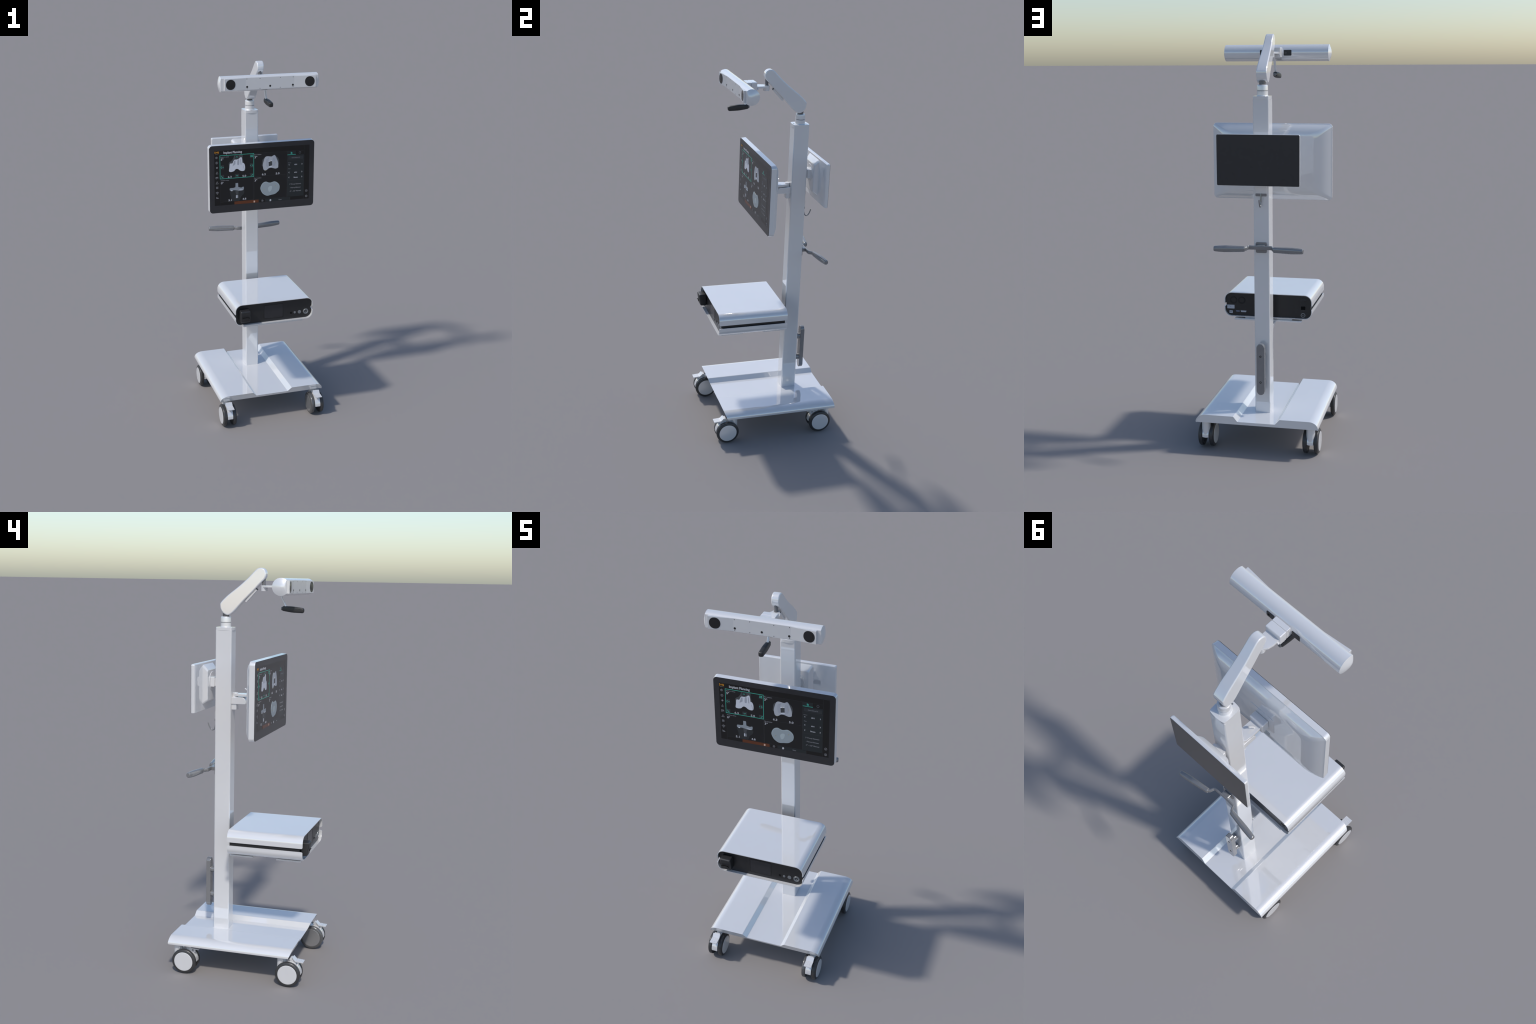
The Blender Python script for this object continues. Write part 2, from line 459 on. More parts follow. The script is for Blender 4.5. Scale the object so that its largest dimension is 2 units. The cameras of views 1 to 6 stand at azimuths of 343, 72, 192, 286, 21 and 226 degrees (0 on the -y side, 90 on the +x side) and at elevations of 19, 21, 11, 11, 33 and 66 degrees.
def on_wing(bm, s):
    """put a part built around the origin, facing -y, on the toed-in wing"""
    for v in bm.verts:                       # slightly squared-off circle
        r = (v.co.x ** 2 + v.co.z ** 2) ** 0.5
        if r > 1e-5:
            c4 = (abs(v.co.x / r) ** 2.12 + abs(v.co.z / r) ** 2.12) ** (-1 / 2.12)
            v.co.x *= c4 * 0.985; v.co.z *= c4 * 0.985
    m = Matrix.Translation((s * 0.2143, -0.2180 - 0.0113 * (0.0833 / 0.1152), KZ)) @ Matrix.Rotation(s * -tilt, 4, 'Z')
    bmesh.ops.transform(bm, matrix=m, verts=bm.verts)
    return bm
for s in (1, -1):
    ring = lathe([(0.001, 0.0), (0.001, 0.0262), (-0.0006, 0.0262), (-0.0008, 0.0255), (-0.0004, 0.0185), (-0.0004, 0.0)], 'y', (0, 0, 0), 56)
    make("camera_lens", on_wing(ring, s), LENS, cam)
    glass = lathe([(0.0, 0.0180), (-0.0008, 0.0178), (-0.0012, 0.012), (-0.0014, 0.0)], 'y', (0, 0, 0), 40)
    make("lens_glass", on_wing(glass, s), PIT if False else LENS, cam)
for x in (-0.1243, -0.0003, 0.1237):
    make("camera_indicator", lathe([(-0.2172, 0.0), (-0.2172, 0.0053), (-0.2184, 0.0053), (-0.2186, 0.0045), (-0.2186, 0.0)], 'y', (x, 0, 1.8964), 24), BLACK, cam)
for x, z in ((-0.1254, 1.9367), (0.1250, 1.9369), (-0.0553, 1.9366), (0.0546, 1.9367), (-0.0553, 1.8863), (0.0545, 1.8863), (-0.1248, 1.8868), (0.1244, 1.8868)):
    make("camera_screw", lathe([(-0.2174, 0.0), (-0.2174, 0.0019), (-0.2183, 0.0019), (-0.2183, 0.0)], 'y', (x, 0, z), 12), SEAM, cam)
for s in (1, -1):
    make("camera_connector_plate", prism(rrect(s * 0.0600, KZ + 0.0005, 0.0197, 0.0138, 0.004), 'y', -0.1600, -0.1509, bevel=0.0004, segs=2), BLACK, cam)
    make("camera_socket", lathe([(-0.1515, 0.0), (-0.1515, 0.0050), (-0.1504, 0.0050), (-0.1504, 0.0)], 'y', (s * 0.0600 + 0.009, 0, KZ), 20), SEAM if s < 0 else PIT, cam)

# -------------------------------------------------------------- front display
DX, DZ, DC = 0.3014, 0.1890, 1.3828        # half width, half height, centre height
def dring(inset, y, r):
    return [(x, y, z) for x, z in rrect(0, DC, DX - inset, DZ - inset, r, 8)]
def dring2(dx, dz, y, r):
    return [(x, y, z) for x, z in rrect(0, DC, DX - dx, DZ - dz, r, 8)]
house = loft([dring(0.0036, -0.0868, 0.0170), dring(0.0026, -0.0862, 0.0180), dring(0.0022, -0.0850, 0.018), dring(0.0, -0.0620, 0.019), dring(0.0006, -0.0602, 0.0185),
              dring(0.0035, -0.0594, 0.0165), dring2(0.0120, 0.0085, -0.0538, 0.0160), dring2(0.0250, 0.0160, -0.0452, 0.018), dring2(0.0420, 0.0260, -0.0370, 0.021),
              dring2(0.0600, 0.0380, -0.0305, 0.025), dring2(0.0790, 0.0510, -0.0270, 0.030), dring2(0.0990, 0.0650, -0.0256, 0.032)])
display = make("front_display", house, WHITE, cart, sharp=34)
# cable recess cut into the back
cutter = make("tmp_cutter", box(-0.0385, 0.0385, -0.0420, -0.0150, 1.2700, 1.3010), PIT, None, weighted=False)
bo = display.modifiers.new("recess", 'BOOLEAN'); bo.object = cutter; bo.operation = 'DIFFERENCE'; bo.solver = 'EXACT'
display.modifiers.move(display.modifiers.find("recess"), 0)
bpy.context.view_layer.update()
dg = bpy.context.evaluated_depsgraph_get()
wn = display.modifiers["weighted_normals"]; wn.show_viewport = False
dg.update()
cut = bpy.data.meshes.new_from_object(display.evaluated_get(dg))
old = display.data
display.modifiers.remove(display.modifiers["recess"]); wn.show_viewport = True
display.data = cut; cut.name = "front_display"
bpy.data.objects.remove(cutter); bpy.data.meshes.remove(old)
make("recess_floor", box(-0.0380, 0.0380, -0.0425, -0.0412, 1.2705, 1.3005), PIT, display)
make("display_glass", prism(rrect(0, DC, DX - 0.0032, DZ - 0.0028, 0.0172, 8), 'y', -0.0866, -0.0878, bevel=0.0004, segs=2, ends='b'), BEZEL, display)
make("display_back_plate", prism(rrect(0, 1.3900, 0.0640, 0.0560, 0.008), 'y', -0.0262, -0.0240, bevel=0.0008, segs=2, ends='b'), WHITE, display)

# ---- what the screen shows: thin layers, drawn in millimetres about SC
SC = 1.3905
Y_BG, Y1, Y2, Y3, Y4 = -0.0878, -0.08815, -0.08845, -0.08875, -0.08905
def mm(pts): return [(x / 1000.0, SC + z / 1000.0) for x, z in pts]
def layer(pts, y, under=None):
    return prism(mm(pts), 'y', (under if under else y + 0.0006), y)
def rect(x0, x1, z0, z1, y): return layer([(x0, z0), (x1, z0), (x1, z1), (x0, z1)], y)
_hcap = [None]
def lettering(text, x0, x1, z0, z1, y, bold=0.0):
    """text fitted between x0 and x1 with baseline z0 and capital height up to z1"""
    cu = bpy.data.curves.new("tmp_text", 'FONT')
    cu.body = text; cu.extrude = 0.02; cu.resolution_u = 3; cu.offset = bold if bold else 0.018
    ob = bpy.data.objects.new("tmp_text", cu)
    bpy.context.scene.collection.objects.link(ob)
    me = bpy.data.meshes.new_from_object(ob.evaluated_get(bpy.context.evaluated_depsgraph_get()))
    bpy.data.objects.remove(ob); bpy.data.curves.remove(cu)
    bm = bmesh.new(); bm.from_mesh(me); bpy.data.meshes.remove(me)
    xs = [v.co.x for v in bm.verts]
    k = (x1 - x0) / 1000 / max(1e-6, max(xs) - min(xs)); mn = min(xs); kz = (z1 - z0) / 1000 / 0.69
    for v in bm.verts:
        v.co = Vector((x0 / 1000 + (v.co.x - mn) * k, y + (0.0003 if v.co.z < 0 else 0.0), SC + z0 / 1000 + v.co.y * kz))
    bmesh.ops.recalc_face_normals(bm, faces=bm.faces)
    return bm
def outline_rect(x0, x1, z0, z1, w, y):
    return join(rect(x0, x1, z1 - w, z1, y), rect(x0, x1, z0, z0 + w, y), rect(x0, x0 + w, z0 + w, z1 - w, y), rect(x1 - w, x1, z0 + w, z1 - w, y))
def ring(cx, cz, r, w, y, n=24):
    bm = bmesh.new()
    rows = []
    for rr, yy in ((r, y + 0.0004), (r, y), (r - w, y), (r - w, y + 0.0004)):
        rows.append([bm.verts.new((cx / 1000 + rr / 1000 * cos(2 * pi * i / n), yy, SC + cz / 1000 + rr / 1000 * sin(2 * pi * i / n))) for i in range(n)])
    for A, Bq in zip(rows, rows[1:]):
        for i in range(n):
            bm.faces.new((A[i], A[(i + 1) % n], Bq[(i + 1) % n], Bq[i]))
    bmesh.ops.recalc_face_normals(bm, faces=bm.faces)
    return bm
def bar(x0, z0, x1, z1, w, y):
    d = Vector((x1 - x0, z1 - z0)).normalized(); n = Vector((-d.y, d.x)) * w / 2
    a, b = Vector((x0, z0)), Vector((x1, z1))
    return layer([tuple(a + n), tuple(a - n), tuple(b - n), tuple(b + n)], y)
def chevron(cx, cz, s, direction, w, y):
    dx, dz = {'l': (-1, 0), 'r': (1, 0), 'u': (0, 1), 'd': (0, -1)}[direction]
    px, pz = -dz, dx
    tip = (cx + dx * s / 2, cz + dz * s / 2)
    return join(bar(cx - dx * s / 2 + px * s, cz - dz * s / 2 + pz * s, *tip, w, y), bar(cx - dx * s / 2 - px * s, cz - dz * s / 2 - pz * s, *tip, w, y))

def show(name, mat, *bms):
    o = make(name, join(*bms), mat, display, weighted=False, sharp=20)
    o["kind"] = "stuff"
    return o

show("screen", I_DARK, layer([(-270.6, -152.3), (270.6, -152.3), (270.6, 152.3), (-270.6, 152.3)], Y_BG - 0.0002, Y_BG + 0.0004))
show("screen_view_panes", I_VIEW, rect(-239, -50, -3, 124, Y1), rect(-239, -50, -133, -5, Y1), rect(-48, 141, -3, 124, Y1), rect(-48, 141, -133, -5, Y1))
show("screen_side_panes", I_SIDE, rect(143, 191, 104, 124, Y1), rect(143, 239, 71, 102, Y1), rect(143, 239, -40, 69, Y1), rect(143, 239, -134, -42, Y1), rect(21, 160, -152, -135.5, Y1))
show("screen_dividers", I_LINE, rect(-240, -239.2, -152, 152, Y1), rect(239.6, 240.6, -152, 152, Y1), rect(-50, -48, -133, -5, Y1), rect(141, 143, -134, 124, Y1),
     rect(-48, 141, -4.6, -3.4, Y1), rect(-48, 240, 124, 125, Y1), rect(-239, 142, -134.4, -133.2, Y1), rect(143, 239, 69, 71, Y1), rect(143, 239, -42, -40, Y1),
     rect(-19.5, -18, -152, -135.5, Y1), rect(15, 16.5, -152, -135.5, Y1), rect(19, 20.5, -152, -135.5, Y1), rect(160, 161.5, -152, -135.5, Y1))
show("screen_buttons", I_BTN, rect(-156, -133, 101, 121, Y3), rect(-72, -52.5, 102, 119.5, Y2), rect(-236, -217, 49, 71, Y2), rect(-72, -52.5, 48, 71, Y2), rect(-156, -133, -2.0, 18, Y2),
     rect(-236, -217, -2.0, 18, Y2), rect(-72, -52.5, -2.0, 16, Y2), rect(148, 235, 76, 95, Y2))
show("screen_green_marks", I_GREEN, outline_rect(-240.6, -48.4, -5, 125.3, 2.4, Y2), chevron(-145, 112, 5, 'u', 1.8, Y4), chevron(-144, 8, 5, 'd', 2.2, Y3),
     chevron(-232, 59, 5.5, 'l', 1.9, Y3), bar(-226, 59.5, -219, 59.5, 2.0, Y3), chevron(-58, 59, 5.5, 'r', 1.9, Y3), bar(-69, 59, -66, 59, 2.0, Y3), bar(-69, 57, -69, 63, 1.4, Y3),
     rect(-68, -63, 113, 118, Y3), rect(-61, -56, 113, 118, Y3), rect(-68, -63, 106, 111, Y3), rect(-61, -56, 106, 111, Y3),
     bar(-233, 11, -227, 4, 3.2, Y3), bar(-228, 4, -222, 2, 2.4, Y3), layer([(-235, 8), (-230, 14), (-228, 8)], Y3),
     bar(-64, 3, -59, 3, 2.4, Y3), bar(-60, 3, -58, 10, 2.4, Y3), layer([(-62, 8), (-54, 12), (-55, 6)], Y3),
     rect(143, 191, 102, 105, Y2), layer([(162, 108), (171, 108), (172, 113), (168, 118), (162, 119)], Y2))
show("screen_logo", I_ORANGE, lettering("S+N", -269, -245, 137, 148, Y2, 0.02))
show("screen_title", I_TEXT, lettering("Implant Planning", -219, -116, 133.5, 145, Y2, 0.028))
show("screen_lettering", I_TEXT,
     lettering("5°", -234, -220, 97, 108, Y2), lettering("0°", -235, -221, -33, -23, Y2), lettering("3°", -45, -30, 97, 108, Y2), lettering("3°", -45, -30, -32, -21.5, Y2),
     lettering("6.3", -196, -175, -0.5, 9, Y3), lettering("5.0", -114, -93, -0.5, 9, Y3), lettering("6.3", -3, 18, -0.5, 9.5, Y2), lettering("5.0", 76, 98, -1, 9, Y2),
     lettering("5.1", -194, -175, -131, -121, Y3), lettering("4.8", -114, -93, -130, -120, Y2),
     lettering("6N", 184, 199, 43.5, 50.5, Y2), lettering("6N", 184, 199, -0.5, 6, Y2), lettering("9mm", 180, 204, -29, -22, Y2),
     layer([(41, -150), (48, -151), (51, -147), (50, -140), (43, -139)], Y2),
     *[chevron(153, z, 3.6, 'l', 1.8, Y2) for z in (47.5, 4, -24)], *[chevron(228, z, 3.6, 'r', 1.8, Y2) for z in (47.5, 4, -24)])
show("screen_small_lettering", I_DIM,
     lettering("Implant valgus", -235, -189, 113.5, 118, Y2), lettering("Implant valgus", -235, -189, -16, -11.5, Y2), lettering("Ext rotation", -46, -7, 114, 119.5, Y2), lettering("Ext rotation", -46, -7, -16.5, -11, Y2),
     lettering("Auto balance Fit", 167, 216, 83.5, 88.5, Y3), lettering("Femur", 147, 165, 56.5, 60, Y2), lettering("Tibia", 147, 162, 23, 26.5, Y2),
     lettering("5° Pre-op Alignment", 157, 224, -66, -60, Y2), lettering("- Post-op Alignment", 159, 222, -86, -80, Y2), lettering("-3° - 123° Planned", 158, 224, -106, -100, Y2),
     lettering("Next", 94, 111, -148, -142.5, Y2), lettering("systems", -266, -248, 131.5, 133.6, Y2))
ic = []
ic += [ring(-258, 114, 6.0, 1.3, Y2), rect(-262, -258, 108, 119, Y2), bar(-260, 113, -253, 116, 1.4, Y2)]
ic += [ring(-257, 86, 6.6, 1.3, Y2), rect(-258.4, -255.6, 82, 90, Y2)]
ic += [layer([(-262, 59), (-256, 65), (-250, 59), (-256, 53)], Y2)]
ic += [bar(-262, 25, -256, 37, 1.8, Y2), bar(-256, 37, -250, 25, 1.8, Y2), ring(-254, 27, 3.6, 1.2, Y2), bar(-262, 25, -256, 25, 1.6, Y2)]
ic += [rect(-264, -250, 5, 8.5, Y2), ring(-261, 0.5, 3.4, 1.4, Y2), rect(-256, -249, 1, 3, Y2)]
ic += [bar(-262, -29, -256, -17, 1.8, Y2), bar(-256, -17, -250, -29, 1.8, Y2), bar(-264, -30, -249, -30, 2.0, Y2)]
ic += [outline_rect(-262, -251, -57, -46, 1.3, Y2), rect(-259, -254, -54, -49, Y2)]
ic += [ring(-256, -79, 5.2, 1.5, Y2), bar(-265, -79, -247, -79, 2.0, Y2), bar(-260, -84, -256, -89, 1.5, Y2), bar(-256, -89, -252, -84, 1.5, Y2)]
ic += [layer([(-262, -112), (-262, -101), (-258, -108), (-255, -105), (-247, -112)], Y2)]
ic += [ring(256, -107, 6.6, 1.3, Y2), bar(253, -109, 259, -105, 2.0, Y2), ring(256, -138, 6.6, 1.3, Y2), outline_rect(253, 259, -141, -135, 1.3, Y2)]
ic += [ring(215, 113, 6, 1.0, Y2), ring(0, -144, 5.6, 1.2, Y2), rect(-1.6, 1.6, -146, -141, Y2)]
show("screen_icons", I_DIM, *ic)
show("screen_warning_bar", I_BROWN, rect(-160, -22, -152, -136, Y2))
show("screen_hand_icon", I_SKIN, layer([(-51, -150), (-45, -151), (-42, -146), (-44, -140), (-51, -140)], Y3))
# implant pictures in the four panes
show("bone_ghost_picture", I_BONE, layer(smooth_outline([(-156, 122), (-115, 122), (-113, 105), (-108, 78), (-114, 72), (-140, 70), (-170, 72), (-180, 70), (-187, 56), (-190, 75), (-187, 84), (-173, 94), (-163, 108)], 3), Y2),
     layer(smooth_outline([(-1, 50), (-2, 67), (1, 86), (12, 96), (30, 98), (68, 103), (87, 92), (94, 74), (90, 48), (60, 44), (30, 40)], 3), Y2))
show("tibia_ghost_picture", I_GHOST, layer(smooth_outline([(-184, -72), (-150, -70), (-108, -74), (-106, -95), (-122, -110), (-130, -131), (-150, -132.5), (-175, -132), (-178, -112), (-183, -92)], 3), Y2))
fem = [(-189, 35), (-187, 54), (-185, 74), (-180, 78), (-170, 78), (-164, 90), (-158, 97), (-145, 97.5), (-133, 102), (-123, 109), (-117, 105), (-115, 90), (-113, 77), (-108, 76), (-102, 69),
       (-99, 54), (-101, 36), (-114, 32), (-128, 36), (-138, 44), (-148, 46), (-156, 41), (-161, 35), (-176, 31)]
post = [(2, 58), (7, 80), (13, 96), (22, 103), (34, 103), (51, 101), (59, 104), (68, 108), (75, 101), (83, 83), (89, 64), (90, 44), (88, 36), (75, 32), (63, 35), (51, 38), (37, 37), (27, 30), (17, 25), (8, 29), (4, 38)]
show("implant_front_picture", I_PALE, layer(smooth_outline(fem, 3), Y3))
show("implant_shading_picture", I_MID, layer([(-160, 92), (-153, 93), (-154, 73), (-169, 63)], Y4), layer(smooth_outline([(-141, 95), (-133, 97), (-133, 71), (-138, 67), (-143, 71)], 3), Y4),
     layer([(-126, 99), (-123, 99), (-120, 68), (-124, 68)], Y4), layer([(-103, 36), (-110, 62), (-108.5, 62), (-101.5, 38)], Y4), layer([(29, 88), (34, 99), (38, 88)], Y4),
     layer(smooth_outline([(20, 84), (26, 90), (33, 86), (33, 50), (26, 44), (20, 55)], 3), Y4), layer(smooth_outline([(57, 88), (64, 92), (71, 84), (74, 60), (68, 48), (58, 52)], 3), Y4))
show("implant_back_picture", I_MID if False else ink("implant_grey", (0.42, 0.44, 0.48)), layer(smooth_outline(post, 3), Y3))
show("implant_opening_picture", ink("implant_opening", (0.05, 0.055, 0.06)), layer([(35, 72), (54, 76), (55, 51), (36, 47)], Y4 - 0.0002))
show("implant_rim_picture", I_PALE, layer([(35, 72), (33, 76), (55, 80), (54, 76)], Y4 - 0.0002), layer([(36, 47), (35, 40), (56, 44), (55, 51)], Y4 - 0.0002))
tib = [(-12, -75), (-9, -61), (-2, -48), (9, -40), (22, -38), (33, -43), (45, -45), (55, -43), (69, -40), (82, -45), (94, -56), (99, -71), (96, -90), (85, -102), (71, -111), (48, -115), (31, -118), (18, -115), (2, -104), (-7, -90)]
show("insert_picture", I_CYAN, layer(smooth_outline(tib, 3), Y3))
small = [((x - 43) * 0.93 + 43, (z + 78) * 0.92 - 79) for x, z in tib]
show("insert_shading_picture", ink("insert_shade", (0.30, 0.345, 0.37)), layer(smooth_outline(small, 3), Y4))
show("insert_highlight_picture", ink("insert_light", (0.40, 0.46, 0.48)), layer(smooth_outline([(32, -76), (38, -67), (46, -64), (55, -67), (52, -86), (42, -96), (35, -92)], 3), Y4 - 0.0002))
show("tray_picture", I_GREYM, layer([(-153, -33), (-139, -33), (-138, -58), (-154, -58)], Y3),
     layer(smooth_outline([(-185, -60), (-165, -59), (-154, -56), (-138, -56), (-122, -60), (-115, -58), (-107, -57), (-108, -73), (-121, -76), (-140, -75), (-154, -72), (-169, -72), (-184, -73)], 3), Y3 - 0.0001))
show("tray_keel_picture", I_BONE, layer([(-155, -73), (-135, -75), (-139, -100), (-140, -117), (-151, -117), (-151, -99)], Y3))
show("tray_highlight_picture", I_PALE, layer([(-140, -74.5), (-130, -71), (-110, -72), (-121, -75.5)], Y4), layer([(-179, -71), (-170, -71), (-171, -76), (-179, -75.5)], Y4),
     layer([(-151, -101), (-147, -101), (-147, -117), (-151, -117)], Y4), layer([(-143, -101), (-140, -101), (-140, -117), (-143, -117)], Y4))
show("target_dots_picture", I_YEL, *[layer(circle(x, z, 1.5, 10), Y4 - 0.0004) for x, z in ((46, 76), (73, 68), (18, 26), (74, -65), (9, -83))])

# ------------------------------------------------------- front display mount
mount = join(
    box(-0.0360, 0.0360, -0.0246, 0.0115, 1.3500, 1.4080, 0.005),
    prism([(-0.0260, 0.010), (-0.0260, 0.060), (-0.0240, 0.085), (-0.0150, 0.100), (0.0, 0.1050), (0.0150, 0.100), (0.0240, 0.085), (0.0280, 0.060), (0.0280, 0.010)], 'z', 1.3735, 1.3860, bevel=0.002, segs=3),
    lathe([(1.3300, 0.0), (1.3300, 0.0135), (1.3860, 0.0140), (1.3895, 0.0135), (1.3910, 0.0105), (1.3910, 0.0)], 'z', (0, 0.0990, 0), 36),
    prism([(0.1135, 1.3335), (0.0420, 1.3345), (0.0375, 1.3385), (0.0370, 1.3460), (0.0400, 1.3560), (0.0460, 1.3640), (0.0540, 1.3690), (0.1135, 1.3690)], 'x', -0.0250, 0.0250, bevel=0.003),
    box(-0.0197, 0.0197, 0.0880, 0.1135, 1.3040, 1.3350, 0.004),
    sweep([(-0.006, 0.026, 1.386), (-0.004, 0.032, 1.398), (0.0, 0.042, 1.408), (0.0, 0.050, 1.413)], [(0.006, 0.004), (0.006, 0.004), (0.006, 0.003), (0.005, 0.002)], 12))
make("display_mount", mount, WHITE, cart)

# -------------------------------------------------------------- rear display
RX, R0, R1 = 0.1985, 1.2985, 1.5388
RZ, RC = (R1 - R0) / 2, (R0 + R1) / 2
def rring(inset, y, r): return [(x, y, z) for x, z in rrect(0, RC, RX - inset, RZ - inset, r, 6)]
rh = loft([rring(0.0012, 0.2625, 0.0055), rring(0.0, 0.2610, 0.0065), rring(0.0, 0.2520, 0.0065), rring(0.0010, 0.2480, 0.006), rring(0.0035, 0.2455, 0.005), rring(0.0080, 0.2450, 0.004)])
bz0, bz1 = 1.3300, 1.5260
def bump(hx, z0, z1, y, r): return [(x, y, z) for x, z in rrect(0, (z0 + z1) / 2, hx, (z1 - z0) / 2, r, 6)]
bulge = loft([bump(0.0850, 1.3290, 1.5290, 0.2460, 0.014), bump(0.0810, 1.3320, 1.5255, 0.2425, 0.013), bump(0.0765, 1.3370, 1.5200, 0.2360, 0.013), bump(0.0715, 1.3440, 1.5080, 0.2270, 0.013),
              bump(0.0690, 1.3475, 1.5020, 0.2230, 0.012), bump(0.0655, 1.3510, 1.4980, 0.2215, 0.011)])
rear = make("rear_display", join(rh, bulge), WHITE, cart, sharp=34)
make("rear_display_glass", prism(rrect(0, RC, RX - 0.0012, RZ - 0.0012, 0.0055, 6), 'y', 0.2620, 0.2633, bevel=0.0004, segs=2, ends='b'), BEZEL, rear)
rm = join(box(-0.0300, 0.0300, 0.2005, 0.2212, 1.4155, 1.4630, 0.0025),
          lathe([(0.2195, 0.0), (0.2195, 0.0465), (0.2205, 0.0475), (0.2225, 0.0475), (0.2225, 0.0)], 'y', (0, 0, 1.4430), 48))
rmount = make("rear_display_mount", rm, WHITE, cart)
make("mount_spacer", box(-0.0240, 0.0240, 0.1930, 0.2015, 1.4200, 1.4585, 0.001), WHITE, rmount)

# ------------------------------------------------------------------ push handle
plate = prism(rrect(0.0006, 0.9950, 0.0263, 0.0260, 0.005), 'y', 0.1925, 0.1985, bevel=0.001, segs=2)
bars = [sweep([(-0.0560, 0.2235, 0.9988), (-0.030, 0.2225, 0.9988), (0, 0.2215, 0.9988), (0.030, 0.2225, 0.9988), (0.0560, 0.2235, 0.9988)], (0.0040, 0.0100), 16, power=4)]
boss = box(-0.0180, 0.0180, 0.1975, 0.2200, 0.9890, 1.0085, 0.003)
arms = []
for s in (1, -1):
    arms.append(sweep([(s * 0.0520, 0.2232, 0.9988), (s * 0.0570, 0.2248, 0.9985), (s * 0.0600, 0.2320, 0.9978), (s * 0.0650, 0.2430, 0.9965), (s * 0.0740, 0.2490, 0.9958)], [(0.004, 0.010), (0.0045, 0.0098), (0.0048, 0.0092), (0.0055, 0.0095), (0.007, 0.0105)], 14, power=3))
ph = make("push_handle", join(plate, boss, *bars, *arms), STEEL, cart, sharp=45)
def grip(s):
    a, b = Vector((s * 0.0690, 0.2480, 0.9953)), Vector((s * 0.2172, 0.2706, 0.9968))
    path, rad = [], []
    for t, ry, rz in ((0.0, 0.0080, 0.0105), (0.012, 0.0100, 0.0132), (0.05, 0.0112, 0.0145), (0.2, 0.0118, 0.0150), (0.45, 0.0130, 0.0160), (0.65, 0.0134, 0.0162), (0.85, 0.0126, 0.0145), (0.96, 0.0118, 0.0130), (0.988, 0.0105, 0.0115), (1.0, 0.0080, 0.0088)):
        path.append(a.lerp(b, t)); rad.append((ry, rz))
    return sweep(path, rad, 24, power=2.2)
for s in (1, -1):
    make("handle_grip", grip(s), STEEL, ph, sharp=50)

# -------------------------------------------------------------------- cable hook
hp = prism(rrect(0.0004, 1.2493, 0.0267, 0.0066, 0.003), 'y', 0.1925, 0.1985, bevel=0.0008, segs=2)
hook = sweep([(0.0008, 0.1985, 1.2560), (0.0008, 0.2010, 1.2400), (0.0007, 0.2030, 1.2180), (0.0005, 0.2070, 1.2020), (0.0, 0.2130, 1.1955), (0, 0.2200, 1.1945), (0, 0.2275, 1.1990), (0, 0.2340, 1.2090), (0, 0.2390, 1.2210), (0, 0.2420, 1.2305)], 0.0032, 14)
hk = make("cable_hook", join(hp, hook), STEEL, cart, sharp=45)
make("hook_plate", prism(rrect(0.0004, 1.2745, 0.0264, 0.0200, 0.003), 'y', 0.1925, 0.1975, bevel=0.0008, segs=2), WHITE, hk)

# ------------------------------------------------------------------- cable cleat
def stadium(cx, z0, z1, r, n=14):
    return [(cx + r * cos(pi * i / n), z1 - r + r * sin(pi * i / n)) for i in range(n + 1)] + [(cx - r * cos(pi * i / n), z0 + r - r * sin(pi * i / n)) for i in range(n + 1)]
cl = join(prism(stadium(-0.0005, 0.2665, 0.5265, 0.0193), 'y', 0.2185, 0.2410, bevel=0.0030, segs=3),
          lathe([(0.1925, 0.0), (0.1925, 0.0165), (0.2200, 0.0165), (0.2200, 0.0)], 'y', (-0.0005, 0, 0.4645), 32),
          lathe([(0.1925, 0.0), (0.1925, 0.0165), (0.2200, 0.0165), (0.2200, 0.0)], 'y', (-0.0005, 0, 0.3315), 32))
cleat = make("cable_cleat", cl, STEEL, cart)
for z in (0.4635, 0.3320):
    make("cleat_screw", lathe([(0.2400, 0.0), (0.2400, 0.0052), (0.2417, 0.0050), (0.2417, 0.003), (0.2405, 0.0025), (0.2405, 0.0)], 'y', (-0.0005, 0, z), 20), PIT, cleat)

# ------------------------------------------------------------------ control unit
UX, U0, U1, UR = 0.2230, 0.6120, 0.7358, 0.038
S0, S1 = 0.6625, 0.6790                      # slot along the flanks
def u_section(upper, k=0.0, inset=0.0):
    """open U of one half shell; k pulls the free edges back for the rounded corner"""
    hw = UX - inset
    out = []
    top, base_z = (U1 - inset, S1 + k) if upper else (U0 + inset, S0 - k)
    r = UR - inset
    sgn = 1 if upper else -1
    n = 12
    for i in range(n + 1):
        a = radians(90 * i / n)
        out.append((hw - r + r * cos(a), top - sgn * r + sgn * r * sin(a)))
    out = [(hw, base_z)] + out
    return out + [(-x, z) for x, z in reversed(out)]
def half_shell(upper):
    stations = [(-0.3150, 0.0070), (-0.3146, 0.0045), (-0.3132, 0.0022), (-0.3105, 0.0006), (-0.3080, 0.0), (0.0580, 0.0), (0.0607, 0.0006), (0.0634, 0.0022), (0.0648, 0.0045), (0.0652, 0.0070)]
    T = 0.0030
    rings = []
    for y, k in stations:
        sec = u_section(upper, k) + list(reversed(u_section(upper, k, T)))
        rings.append([(x, y, z) for x, z in sec])
    return loft(rings)
unit = make("control_unit", half_shell(True), WHITE, cart, sharp=40)
make("unit_lower_shell", half_shell(False), WHITE, unit, sharp=40)
